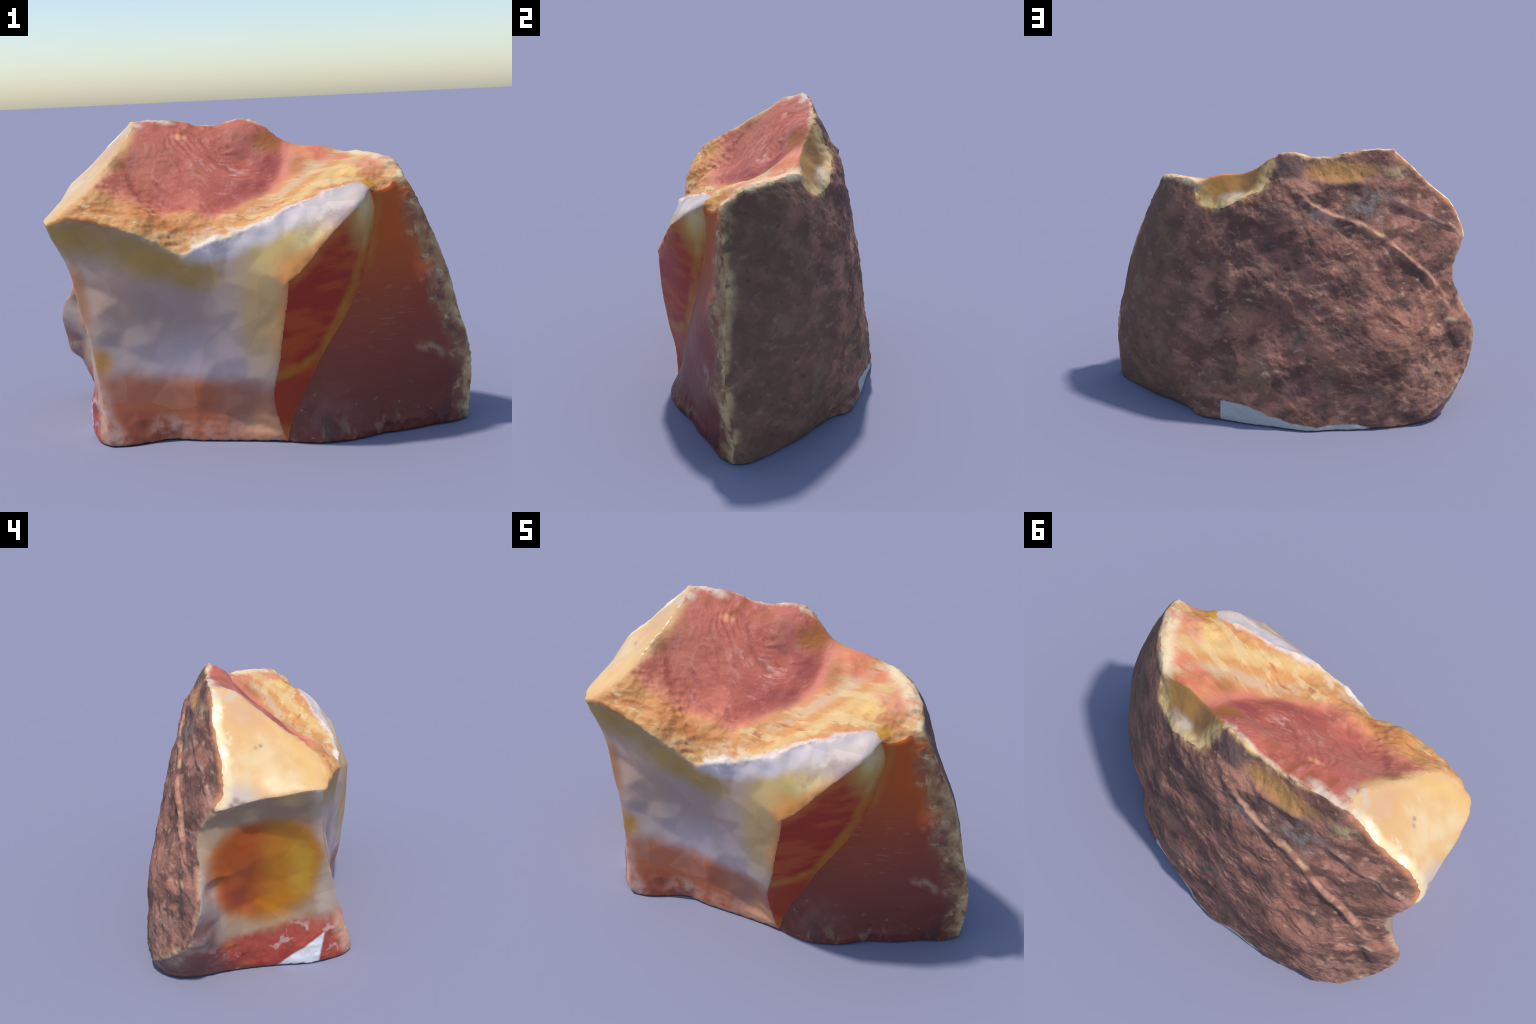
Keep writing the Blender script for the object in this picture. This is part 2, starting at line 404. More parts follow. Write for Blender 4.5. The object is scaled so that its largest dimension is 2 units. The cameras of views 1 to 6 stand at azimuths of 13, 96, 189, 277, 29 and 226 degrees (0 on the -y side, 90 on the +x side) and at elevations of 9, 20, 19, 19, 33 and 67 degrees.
    h += S["jasper_slope"] * (.0025 * fbm(v, 10, 3, seed=52) + .011 * crust * fbm(v * np.array([1, 1, 1.8]), 17, 3, seed=53, ridged=True) + .010 * foot * fbm(v * np.array([1.3, 1.3, .6]), 17, 3, seed=54, ridged=True)
                              + ridge(v, n, [(.76, -.2, .36), (.86, -.16, .32), (.93, -.11, .29)], .010, .02, .012))
    # uneven edges
    for name in ("crest", "left_rind", "hollow_rind", "right_crest", "brow_front", "left_top", "side_top"):
        h += .007 * np.exp(-(along(v, curve[name])[0] / .02) ** 2) * fbm(v, 26, 3, seed=60)
    v = v + (np.exp(-(along(v, curve["pocket_rim"])[0] / .03) ** 2) * .006)[:, None] * np.c_[fbm(v, 24, 3, seed=61), fbm(v, 24, 3, seed=62), fbm(v, 24, 3, seed=63)]
    h *= 1 - S["underside"]
    h *= smoothstep(0, .03, v[:, 2]) * .85 + .15
    v = v + n * h[:, None]
    v[:, 2] = np.maximum(v[:, 2], 0)
    return v


# broad swells and sinks of a face: where, how wide, how far out
SWELL = [
    ("rind", (.80, .09, .62), .22, .031), ("rind", (.61, .10, 1.07), .13, .028), ("rind", (.073, .415, .71), .13, .024), ("rind", (.21, .41, .74), .10, .020), ("rind", (.36, .46, .29), .11, -.028),
    ("rind", (.48, .42, .25), .09, -.016), ("rind", (-.36, .42, .64), .06, -.015), ("rind", (.48, .185, 1.08), .07, .012), ("rind", (-.74, .37, .384), .08, -.014), ("rind", (-.80, .27, .53), .06, -.012),
    ("rind", (.70, .25, .07), .07, .015), ("rind", (-.60, .185, 1.07), .08, -.014), ("rind", (-.77, .13, 1.03), .07, -.012),
    ("fracture_scoop", (.09, -.145, 1.01), .11, .030), ("fracture_scoop", (-.40, -.35, 1.0), .08, .026), ("fracture_scoop", (-.47, -.18, 1.18), .08, -.018), ("fracture_scoop", (.05, -.05, 1.09), .09, .015),
    ("fracture_scoop", (.08, .05, 1.17), .07, .016), ("fracture_scoop", (.01, -.32, .945), .07, .016), ("fracture_scoop", (-.2, -.36, .955), .07, .012),
    ("fracture_scoop", (-.10, -.34, .95), .15, .013), ("fracture_scoop", (-.16, -.24, 1.0), .06, .012), ("fracture_scoop", (.30, .08, 1.19), .08, .014), ("chalcedony_face", (.55, -.29, 1.02), .08, .014), ("chalcedony_face", (-.42, -.47, .81), .06, -.012),
    ("rind", (-.93, .19, .45), .07, .020), ("rind", (-.20, .40, .83), .08, .014), ("rind", (-.25, .34, .94), .07, .012), ("rind", (-.2, .484, .32), .06, .012), ("rind", (-.18, .32, 1.13), .07, -.012),
    ("cream_facet", (-.61, -.10, 1.22), .16, .012),
    ("chalcedony_face", (-.56, -.46, .88), .105, -.050), ("chalcedony_face", (-.25, -.44, .33), .18, -.012), ("chalcedony_face", (-.15, -.45, .757), .06, .018),
    ("jasper_slope", (.62, -.25, .50), .16, .018), ("jasper_slope", (.89, -.12, .30), .10, .034),
    ("amber_hollow", (-.87, .045, .496), .065, -.032), ("amber_hollow", (-.94, .127, .27), .06, .028), ("amber_hollow", (-.83, -.107, .826), .07, .018),
]
RIDGE_LONG = [(-.047, .274, 1.209), (-.155, .297, 1.126), (-.282, .300, 1.064), (-.423, .275, 1.015), (-.535, .258, .940), (-.648, .252, .848), (-.729, .230, .776), (-.80, .215, .69), (-.855, .205, .610)]
RIDGE_SHORT = [(-.532, .192, 1.148), (-.66, .150, 1.075), (-.779, .104, 1.006), (-.86, .07, .955), (-.925, .050, .915)]
RIDGE_LIP = [(-.83, .262, .505), (-.87, .225, .512), (-.93, .16, .485), (-.985, .125, .44)]
RIDGE_TOP = [(-.13, .236, 1.238), (-.24, .232, 1.216), (-.36, .215, 1.219), (-.46, .185, 1.226)]
# ------------------------------------------------------------------ materials
class Stone:
    """Layers colours in the object's own coordinates."""

    def __init__(self, name, base, roughness=0.6):
        self.m = bpy.data.materials.new(name)
        self.m.use_nodes = True
        self.t = self.m.node_tree
        self.b = self.t.nodes["Principled BSDF"]
        self.b.inputs["Roughness"].default_value = roughness
        self.b.inputs["Specular IOR Level"].default_value = 0.25
        self.p = self.new("ShaderNodeTexCoord").outputs["Object"]
        self.warps = {}
        self.c = self.rgb(base)

    def new(self, kind, **props):
        n = self.t.nodes.new(kind)
        for k, v in props.items():
            setattr(n, k, v)
        return n

    def put(self, socket, value):
        if hasattr(value, "is_output"):
            self.t.links.new(value, socket)
        else:
            socket.default_value = value

    def rgb(self, c):
        n = self.new("ShaderNodeRGB")
        n.outputs[0].default_value = (*c, 1)
        return n.outputs[0]

    def math(self, op, a, b=0.0, clamp=False):
        n = self.new("ShaderNodeMath", operation=op, use_clamp=clamp)
        self.put(n.inputs[0], a)
        self.put(n.inputs[1], b)
        return n.outputs[0]

    def vec(self, op, a, b=None, out=0, scale=None):
        n = self.new("ShaderNodeVectorMath", operation=op)
        self.put(n.inputs[0], a)
        if b is not None:
            self.put(n.inputs[1], b)
        if scale is not None:
            self.put(n.inputs["Scale"], scale)
        return n.outputs[out]

    def warped(self, amount, scale=7.0):
        key = (amount, scale)
        if key not in self.warps:
            n = self.new("ShaderNodeTexNoise")
            n.inputs["Scale"].default_value = scale
            n.inputs["Detail"].default_value = 4
            self.t.links.new(self.p, n.inputs["Vector"])
            d = self.vec("SUBTRACT", n.outputs["Color"], (.5, .5, .5))
            self.warps[key] = self.vec("ADD", self.p, self.vec("SCALE", d, scale=2 * amount))
        return self.warps[key]

    def step(self, x, lo, hi):
        n = self.new("ShaderNodeMapRange", interpolation_type="SMOOTHSTEP")
        self.put(n.inputs["Value"], x)
        n.inputs["From Min"].default_value = lo
        n.inputs["From Max"].default_value = hi
        return n.outputs[0]

    def noise(self, scale, lo=.35, hi=.65, detail=5, rough=.55, stretch=None, warp=0.0, turn=None, seed=0.0):
        v = self.warped(warp) if warp else self.p
        if stretch or turn or seed:
            n = self.new("ShaderNodeMapping")
            n.inputs["Location"].default_value = (seed, seed * 1.7, -seed)
            n.inputs["Rotation"].default_value = turn or (0, 0, 0)
            n.inputs["Scale"].default_value = stretch or (1, 1, 1)
            self.put(n.inputs["Vector"], v)
            v = n.outputs[0]
        n = self.new("ShaderNodeTexNoise")
        n.inputs["Scale"].default_value = scale
        n.inputs["Detail"].default_value = detail
        n.inputs["Roughness"].default_value = rough
        self.put(n.inputs["Vector"], v)
        return self.step(n.outputs["Fac"], lo, hi)

    def blob(self, centre, radii, soft=.35, warp=.03, wscale=7.0):
        r = radii if isinstance(radii, tuple) else (radii,) * 3
        d = self.vec("SUBTRACT", self.warped(warp, wscale) if warp else self.p, centre)
        d = self.vec("MULTIPLY", d, tuple(1 / x for x in r))
        return self.step(self.vec("LENGTH", d, out=1), 1 + soft, 1 - soft)

    def line(self, points, width, soft=.6, warp=.015, wscale=14.0):
        p = self.warped(warp, wscale) if warp else self.p
        best = None
        for a, b in zip(points[:-1], points[1:]):              # one long ellipsoid per stretch
            a, b = Vector(a), Vector(b)
            n = self.new("ShaderNodeMapping", vector_type="TEXTURE")
            n.inputs["Location"].default_value = (a + b) / 2
            n.inputs["Rotation"].default_value = (b - a).to_track_quat("X", "Z").to_euler()
            n.inputs["Scale"].default_value = ((b - a).length * .5 + width, width, width)
            self.put(n.inputs["Vector"], p)
            w = self.vec("LENGTH", n.outputs[0], out=1)
            best = w if best is None else self.math("MINIMUM", best, w)
        return self.step(best, 1 + soft, 1 - soft)

    def rings(self, centre, scale, lo, hi, across=.35, warp=.03, seed=0.0):
        """Noise drawn out along shells round a strike point."""
        q = self.vec("SUBTRACT", self.warped(warp, 5) if warp else self.p, centre)
        r = self.vec("LENGTH", q, out=1)
        d = self.vec("SCALE", self.vec("NORMALIZE", q), scale=across)
        n = self.new("ShaderNodeCombineXYZ")
        self.put(n.inputs[2], r)
        n = self.vec("ADD", self.vec("ADD", d, n.outputs[0]), (seed, 0, 0))
        t = self.new("ShaderNodeTexNoise")
        t.inputs["Scale"].default_value = scale
        t.inputs["Detail"].default_value = 4
        self.put(t.inputs["Vector"], n)
        return self.step(t.outputs["Fac"], lo, hi)

    def plane(self, direction, lo, hi, warp=.03, wscale=7.0):
        """0 to 1 as the point moves from lo to hi along a direction."""
        return self.step(self.vec("DOT_PRODUCT", self.warped(warp, wscale) if warp else self.p, direction, out=1), lo, hi)

    def times(self, *masks):
        out = masks[0]
        for m in masks[1:]:
            out = self.math("MULTIPLY", out, m)
        return out

    def lay(self, colour, mask, strength=1.0, blend="MIX"):
        n = self.new("ShaderNodeMix", data_type="RGBA", blend_type=blend)
        self.put(n.inputs["Factor"], self.math("MULTIPLY", mask, strength, clamp=True) if hasattr(mask, "is_output") else mask * strength)
        self.put(n.inputs["A"], self.c)
        self.put(n.inputs["B"], (*colour, 1) if isinstance(colour, tuple) else colour)
        self.c = n.outputs["Result"]
        return self

    def done(self, bump=0.0, bump_scale=60.0, distance=.01):
        self.t.links.new(self.c, self.b.inputs["Base Color"])
        if bump:
            n = self.new("ShaderNodeTexNoise")
            n.inputs["Scale"].default_value = bump_scale
            n.inputs["Detail"].default_value = 6
            n.inputs["Roughness"].default_value = .6
            self.t.links.new(self.p, n.inputs["Vector"])
            k = self.new("ShaderNodeBump")
            k.inputs["Strength"].default_value = bump
            k.inputs["Distance"].default_value = distance
            self.t.links.new(n.outputs["Fac"], k.inputs["Height"])
            self.t.links.new(k.outputs[0], self.b.inputs["Normal"])
        return self.m


def thin(name, n):
    c = CURVE[name]
    return [tuple(c[i]) for i in np.linspace(0, len(c) - 1, n).round().astype(int)]


def scoop_material():
    s = Stone("orange_and_rose_jasper", (.62, .285, .10))
    left_grain = dict(stretch=(.45, 1.5, 1.5), turn=(0, .25, -.05))
    right_grain = dict(stretch=(.40, 1.6, 1.6), turn=(0, -.3, .38))
    right = s.plane((1, 0, 0), -.16, -.06)
    out_right = s.vec("DOT_PRODUCT", s.warped(.022, 9), (.727, -.687, 0), out=1)
    out_left = s.vec("DOT_PRODUCT", s.warped(.022, 9), (0, -1, 0), out=1)
    # lip on the right: bands run along it
    s.lay((.66, .42, .17), s.times(right, s.step(out_right, .31, .36)), .9)
    s.lay((.60, .24, .085), s.times(right, s.step(out_right, .39, .43)), .8)
    s.lay((.60, .42, .27), s.times(right, s.step(out_right, .20, .23), s.step(out_right, .30, .26), s.noise(5, .42, .55, **right_grain)), .75)
    s.lay((.70, .50, .24), s.times(right, s.noise(11, .50, .62, seed=3, **right_grain)), .75)
    s.lay((.52, .17, .06), s.times(right, s.noise(15, .57, .66, seed=6, **right_grain)), .8)
    # lip on the left: yellow outside, orange inside
    left = s.math("SUBTRACT", 1.0, right)
    s.lay((.68, .41, .15), s.times(left, s.step(out_left, .41, .47), s.noise(8, .3, .6, seed=50)), .85)
    s.lay((.60, .23, .075), s.times(left, s.noise(9, .45, .58, seed=9, **left_grain)), .8)
    s.lay((.72, .56, .30), s.times(left, s.noise(14, .56, .66, seed=12, **left_grain), s.step(out_left, .36, .44)), .8)
    s.lay((.42, .14, .045), s.times(left, s.noise(13, .58, .66, seed=15, **left_grain)), .55)
    s.lay((.46, .15, .045), s.times(s.blob((-.26, -.43, .92), (.13, .06, .07), .6), s.noise(14, .38, .58, seed=12, warp=.03)), .9)
    s.lay((.72, .60, .40), s.times(s.noise(20, .45, .6, seed=5), s.line([(-.24, -.47, .87), (-.15, -.46, .85), (.05, -.42, .91)], .045)), .8)
    # salmon on the right end
    s.lay((.70, .19, .11), s.times(s.blob((.36, .085, 1.2), (.17, .075, .08), .5, .04), s.noise(9, .25, .55, seed=18)), .9)
    s.lay((.64, .24, .15), s.times(s.blob((.58, -.05, 1.16), (.11, .08, .08), .5, .04), s.noise(12, .3, .55, seed=19)), .85)
    # rose scoop and its darker patches
    rose = s.times(s.plane((0, 1, 0), -.350, -.265, .04, 9), s.plane((-.727, .687, 0), -.190, -.125, .025, 9), s.plane((-1, 0, 0), -.185, -.165, .008))
    s.lay((.64, .22, .13), s.times(s.plane((0, 1, 0), -.375, -.33, .03), s.plane((-.727, .687, 0), -.215, -.17, .03), s.plane((-1, 0, 0), -.26, -.2, .03)), .85)
    s.lay((.50, .130, .085), rose, .97)
    s.lay((.52, .165, .100), s.times(rose, s.blob((-.46, -.16, 1.14), (.14, .12, .16), .7)), .8)
    s.lay((.37, .080, .064), s.times(rose, s.blob((.02, -.16, 1.04), (.15, .09, .12), .7)), .9)
    strike = (-.04, .16, 1.36)
    s.lay((.30, .070, .058), s.times(rose, s.rings(strike, 22, .50, .66, .16, .09)), .55)
    s.lay((.58, .24, .19), s.times(rose, s.rings(strike, 26, .52, .70, .17, .09, seed=5)), .55)
    s.lay((.66, .38, .32), s.times(rose, s.rings(strike, 46, .56, .70, .12, .09, seed=9), s.blob((-.06, -.08, 1.13), (.20, .13, .2), .8)), .6)
    s.lay((.46, .15, .11), s.times(rose, s.blob((-.03, .07, 1.25), (.09, .06, .10), .5)), .6)
    s.lay((.34, .10, .040), s.times(rose, s.blob((-.30, .075, 1.335), (.33, .06, .045), .6), s.noise(15, .42, .6, seed=2, stretch=(1.6, .6, .6))), .85)
    s.lay((.56, .24, .10), s.times(rose, s.blob((-.53, -.12, 1.25), (.035, .16, .10), .6)), .75)
    s.lay((.37, .125, .032), s.blob((.09, .11, 1.25), (.075, .07, .06), .6, .02), .95)
    s.lay((.32, .068, .056), s.blob((.09, .02, 1.14), (.075, .08, .06), .6, .02), .9)
    s.lay((.40, .13, .045), s.blob((.25, .03, 1.13), (.05, .075, .05), .7, .03), .85)
    s.lay((.64, .20, .14), s.line([(.170, .13, 1.245), (.180, .05, 1.165), (.177, -.045, 1.085)], .016, .8, .008), .9)
    s.lay((.18, .07, .014), s.blob((-.560, -.205, 1.195), (.04, .05, .04), .6, .02), .95)
    s.lay((.72, .28, .15), s.blob((-.31, .014, 1.29), (.032, .02, .02), .4, .01))
    # pale patches and rims
    s.lay((.80, .54, .19), s.times(s.plane((.85, -.52, 0), .42, .455, .02, 20), s.blob((.475, -.13, 1.115), (.065, .05, .05), .6, .05, 14)), .75)
    s.lay((.52, .25, .03), s.blob((.58, -.205, 1.07), (.035, .035, .04), .5, .02), .9)
    s.lay((.76, .64, .57), s.times(s.line([(-.13, -.485, .85), (.0, -.475, .885), (.15, -.44, .945), (.24, -.378, .985), (.39, -.306, 1.045), (.50, -.25, 1.075)], .024, .7, .03, 10), s.noise(12, .28, .5, seed=30)), .95)
    s.lay((.76, .60, .36), s.times(s.line(thin("right_crest", 4), .060, .6, .04), s.noise(11, .34, .58, warp=.03)), .95)
    s.lay((.46, .34, .25), s.times(s.line(thin("right_crest", 4), .05), s.noise(20, .56, .68, seed=7)), .7)
    s.lay((.72, .57, .40), s.times(s.line(thin("crest", 7), .020, .7, .03), s.noise(14, .3, .55, seed=4)), .9)
    s.lay((.40, .28, .20), s.times(s.line(thin("crest", 7), .022), s.noise(18, .55, .68, seed=6)), .7)
    s.lay((.66, .50, .38), s.times(s.math("MAXIMUM", s.blob((-.535, .04, 1.35), (.045, .07, .05), .5, .02), s.blob((-.45, .10, 1.37), (.10, .028, .03), .5, .02)), s.noise(16, .3, .55, seed=52)), .9)
    s.lay((.70, .42, .19), s.line(thin("left_top", 6), .026, .9, .03), .85)
    return s.done(.35, 60, .008)


def chalcedony_material():
    s = Stone("grey_chalcedony", (.470, .340, .285), .42)
    s.lay((.54, .340, .250), s.blob((-.49, -.44, .66), (.17, .3, .16), .6, .04), .9)
    s.lay((.460, .370, .385), s.blob((-.12, -.43, .36), (.34, .3, .12), .7, .05), .85)
    s.lay((.370, .260, .220), s.blob((-.22, -.45, .60), (.20, .3, .13), .6, .05), .7)
    s.lay((.48, .310, .110), s.blob((.17, -.49, .60), (.11, .3, .27), .7, .05), .85)
    s.lay((.43, .260, .065), s.line([(-.74, -.45, .91), (-.50, -.47, .87), (-.20, -.47, .77), (-.10, -.47, .75)], .090, .6, .03), .95)
    s.lay((.60, .42, .22), s.times(s.line(thin("brow_front", 15)[1:7], .016, .7, .02), s.noise(16, .42, .56, seed=8)), .8)
    s.lay((.46, .30, .05), s.blob((-.75, -.44, .92), (.05, .06, .04), .5), .7)
    # pale bevel under the lip on the right
    s.lay((.58, .40, .15), s.blob((.27, -.45, .84), (.17, .2, .10), .6, .05))
    s.lay((.66, .57, .56), s.line([(-.10, -.48, .83), (.08, -.46, .875), (.24, -.41, .94), (.38, -.34, 1.01), (.52, -.26, 1.05)], .050, .6, .03))
    s.lay((.76, .62, .52), s.times(s.line([(.36, -.39, .96), (.48, -.32, 1.01), (.57, -.27, 1.04)], .05), s.noise(14, .35, .6)), .9)
    s.lay((.70, .54, .26), s.times(s.blob((.40, -.43, .88), (.09, .1, .05), .5), s.noise(16, .38, .6, seed=2)), .9)
    s.lay((.62, .25, .075), s.line([(.45, -.43, .885), (.36, -.48, .79), (.285, -.515, .72), (.255, -.507, .55), (.235, -.495, .42)], .034, .8, .025), .9)
    s.lay((.64, .25, .06), s.blob((.32, -.50, .755), (.09, .08, .07), .7, .04), .85)
    # left edge glows orange
    s.lay((.46, .19, .07), s.line([(-.675, -.43, .73), (-.665, -.435, .64), (-.63, -.455, .53)], .035, .8), .85)
    s.lay((.56, .25, .04), s.blob((-.575, -.47, .34), (.05, .06, .06), .6), .9)
    # red foot
    s.lay((.40, .105, .042), s.plane((.06, 0, 1), .315, .215, .03), .95)
    s.lay((.35, .19, .13), s.blob((.08, -.44, .16), (.14, .2, .10), .6), .6)
    s.lay((.30, .06, .03), s.blob((-.38, -.5, .05), (.12, .2, .07), .6), .8)
    s.lay((.50, .22, .15), s.times(s.plane((0, 0, 1), .10, .06), s.plane((1, 0, 0), -.28, -.2), s.noise(12, .3, .6)), .9)
    s.lay((.56, .38, .29), s.times(s.blob((-.285, -.46, .045), (.06, .1, .06), .7, .03), s.noise(16, .38, .62)), .7)
    s.lay((.60, .30, .15), s.blob((.15, -.42, .07), (.075, .1, .05), .6), .8)
    s.lay((.62, .37, .28), s.times(s.line([(-.575, -.52, .22), (-.545, -.55, .10), (-.49, -.55, .03)], .05), s.noise(14, .3, .6)), .9)
    # slightly darker and lighter tone, varied cell by cell
    v = s.new("ShaderNodeTexVoronoi")
    v.inputs["Scale"].default_value = 8
    s.t.links.new(s.p, v.inputs["Vector"])
    g = s.new("ShaderNodeSeparateColor")
    s.t.links.new(v.outputs["Color"], g.inputs[0])
    s.lay((.19, .135, .115), s.step(g.outputs[0], .35, .9), .16)
    s.lay((.50, .36, .29), s.step(g.outputs[1], .55, .95), .14)
    return s.done(.06, 40, .004)


def lens_material():
    s = Stone("red_jasper", (.34, .030, .012), .3)
    band = s.noise(7, .42, .6, stretch=(.5, .5, 2.2), turn=(0, .55, 0), warp=.02)
    s.lay((.46, .085, .014), band, .7)
    s.lay((.36, .045, .015), s.plane((0, 0, 1), .34, .25, .01), .9)
    s.lay((.52, .14, .03), s.line([(.52, -.36, .96), (.41, -.455, .843), (.354, -.485, .776), (.30, -.51, .72)], .03, .8), .7)
    s.lay((.45, .165, .016), s.line([(.575, -.255, .92), (.52, -.285, .66), (.44, -.325, .48), (.38, -.36, .375), (.31, -.42, .325), (.22, -.485, .305)], .026, .9, .02), .9)
    s.lay((.58, .37, .09), s.blob((.55, -.28, .965), (.06, .09, .11), .8, .03), .95)
    s.lay((.66, .50, .26), s.blob((.565, -.27, .99), (.035, .06, .06), .8, .02), .8)
    s.lay((.48, .30, .10), s.line([(.575, -.26, .95), (.555, -.268, .83)], .02, .7), .8)
    s.lay((.50, .13, .02), s.blob((.215, -.425, .02), (.05, .05, .05), .5), .9)
    return s.done(.04, 40, .004)


def slope_material():
    s = Stone("plum_jasper", (.235, .052, .030), .4)  # base warmed and saturated to offset the bluish light on this shaded side
    s.lay((.150, .042, .031), s.plane((.25, 0, -1), -.30, -.0, .05), .8)  # lower part darkened, some of its baked shade kept in the colour
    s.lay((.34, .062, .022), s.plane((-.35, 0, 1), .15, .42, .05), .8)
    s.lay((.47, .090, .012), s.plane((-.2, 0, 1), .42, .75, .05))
    s.lay((.44, .15, .022), s.line([(.63, -.222, 1.03), (.612, -.232, .90), (.585, -.245, .76)], .018, .8), .8)
    s.lay((.34, .16, .15), s.times(s.noise(40, .55, .72, stretch=(.4, .4, 2.0), seed=4), s.blob((.60, -.24, .55), (.16, .2, .16), .7)), .6)
    s.lay((.21, .09, .075), s.times(s.noise(12, .4, .65), s.blob((.40, -.39, .12), (.13, .2, .13), .6)), .6)
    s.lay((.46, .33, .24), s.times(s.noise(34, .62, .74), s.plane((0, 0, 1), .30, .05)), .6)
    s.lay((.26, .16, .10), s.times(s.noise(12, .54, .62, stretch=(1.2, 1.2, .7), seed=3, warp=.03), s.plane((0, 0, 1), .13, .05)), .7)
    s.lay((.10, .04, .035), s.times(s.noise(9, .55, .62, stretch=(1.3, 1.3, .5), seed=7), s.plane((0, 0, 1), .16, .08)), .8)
    # weathered crust creeping in from the right edge
    edge = s.line([(.80, -.16, .98), (.85, -.14, .80), (.90, -.12, .62), (.95, -.10, .45), (.98, -.06, .25), (.98, -.04, .05)], .085, .5, .06, 6)
    s.lay((.235, .115, .065), edge, .7)
    s.lay((.40, .24, .11), s.times(edge, s.noise(13, .46, .64, warp=.04)), .85)
    s.lay((.60, .43, .23), s.times(edge, s.noise(18, .56, .70, warp=.04, seed=5)), .85)
    s.lay((.11, .055, .045), s.times(edge, s.noise(15, .54, .66, warp=.04, seed=9)), .75)
    rim = s.line(thin("right_edge", 7), .034, .8, .06, 8)
    s.lay((.62, .43, .21), s.times(rim, s.noise(11, .38, .58, warp=.03, seed=60)), .9)
    s.lay((.20, .11, .075), s.times(rim, s.noise(14, .55, .66, warp=.03, seed=63)), .8)
    s.lay((.50, .26, .19), s.times(s.blob((.85, -.17, .665), (.06, .06, .035), .6), s.noise(20, .4, .6)), .8)
    s.lay((.42, .33, .21), s.times(s.line([(.80, -.19, .37), (.88, -.15, .33), (.965, -.09, .30)], .018, .9, .03), s.noise(18, .40, .62)), .55)
    return s.done(.15, 60, .006)


def cream_material():
    s = Stone("cream_chalcedony", (.68, .40, .17), .33)
    s.lay((.70, .50, .27), s.noise(7, .4, .65, warp=.04))
    s.lay((.60, .33, .18), s.blob((-.58, -.07, 1.27), (.10, .10, .08), .7), .7)
    s.lay((.74, .46, .16), s.line([(-.60, -.30, 1.13), (-.68, -.38, 1.04), (-.79, -.41, .96)], .06, .8, .03), .6)
    s.lay((.68, .40, .17), s.line(thin("left_top", 6), .030, .9, .03), .8)
    s.lay((.56, .46, .42), s.blob((-.90, -.06, .95), (.06, .09, .06), .7), .8)
    s.lay((.80, .64, .37), s.line(thin("left_rind", 7), .042, .5, .03, 12))
    s.lay((.90, .82, .66), s.times(s.line(thin("left_rind", 7)[1:5], .060, .5, .03), s.noise(11, .5, .64)), .75)
    s.lay((.56, .47, .38), s.times(s.blob((-.55, .03, 1.34), (.08, .08, .04), .6), s.noise(20, .4, .6)), .7)
    for c, r in (((-.700, -.150, 1.127), .011), ((-.716, -.128, 1.12), .013), ((-.694, -.116, 1.14), .010), ((-.905, -.062, .940), .016), ((-.915, -.092, .925), .018), ((-.925, -.045, .925), .012)):
        s.lay((.28, .19, .16), s.blob(c, r, .6, .008), .75)
    return s.done(.05, 40, .004)


def hollow_material():
    s = Stone("amber_chalcedony", (.42, .285, .185), .3)
    s.lay((.42, .345, .33), s.blob((-.93, .09, .36), (.2, .06, .22), .6), .8)
    s.lay((.34, .235, .15), s.plane((0, 0, 1), .74, .86, .02), .9)
    s.lay((.52, .42, .34), s.plane((0, 1, 0), -.36, -.43, .02), .7)
    core = s.times(s.blob((-.76, -.175, .555), (.40, .262, .285), .20, .05, 5), s.plane((0, 0, -1), -.85, -.76, .03))
    s.lay((.47, .175, .011), core)
    left = s.plane((0, 1, .12), -.16, -.02, .03)
    s.lay((.37, .072, .012), s.times(core, left), .95)
    s.lay((.30, .055, .025), s.times(core, s.blob((-.8, .02, .40), (.3, .09, .08), .6)), .8)
    s.lay((.50, .29, .035), s.times(core, s.blob((-.7, -.33, .50), (.3, .06, .18), .7)), .7)
    s.lay((.52, .36, .14), s.blob((-.87, -.31, .915), (.08, .07, .04), .6), .8)
    # red foot with white veins
    foot = s.plane((0, .12, 1), .235, .155, .07, 6)
    s.lay((.40, .070, .048), foot)
    s.lay((.55, .13, .045), s.times(foot, s.blob((-.78, .03, .155), (.1, .05, .04), .6)), .9)
    s.lay((.30, .035, .03), s.times(foot, s.noise(9, .45, .6, seed=3)), .7)
    s.lay((.62, .40, .36), s.times(foot, s.noise(13, .58, .68, warp=.05, seed=6)), .8)
    s.lay((.16, .065, .060), s.times(s.plane((0, .35, -1), -.16, -.06), s.plane((0, 1, 0), -.04, .14)), .9)
    s.lay((.17, .075, .062), s.times(s.plane((0, 0, 1), .44, .32), s.plane((0, 1, 0), .02, .10), s.noise(7, .3, .55)), .85)
    s.lay((.42, .36, .25), s.times(s.line([(-.93, .22, .20), (-.87, .27, .14), (-.8, .2, .10)], .05), s.noise(14, .4, .6)), .6)
    s.lay((.66, .40, .28), s.line([(-.58, -.50, .22), (-.56, -.53, .10), (-.53, -.54, .03)], .045, .6), .8)
    s.lay((.78, .79, .82), s.times(s.plane((0, .67, 1), -.118, -.134, .008), s.plane((0, 1.0, .2), -.405, -.39, .008)), 1.0)
    v = s.new("ShaderNodeTexVoronoi")
    v.inputs["Scale"].default_value = 8
    s.t.links.new(s.p, v.inputs["Vector"])
    g = s.new("ShaderNodeSeparateColor")
    s.t.links.new(v.outputs["Color"], g.inputs[0])
    s.lay((.16, .08, .04), g.outputs[0], .22)
    return s.done(.06, 40, .004)


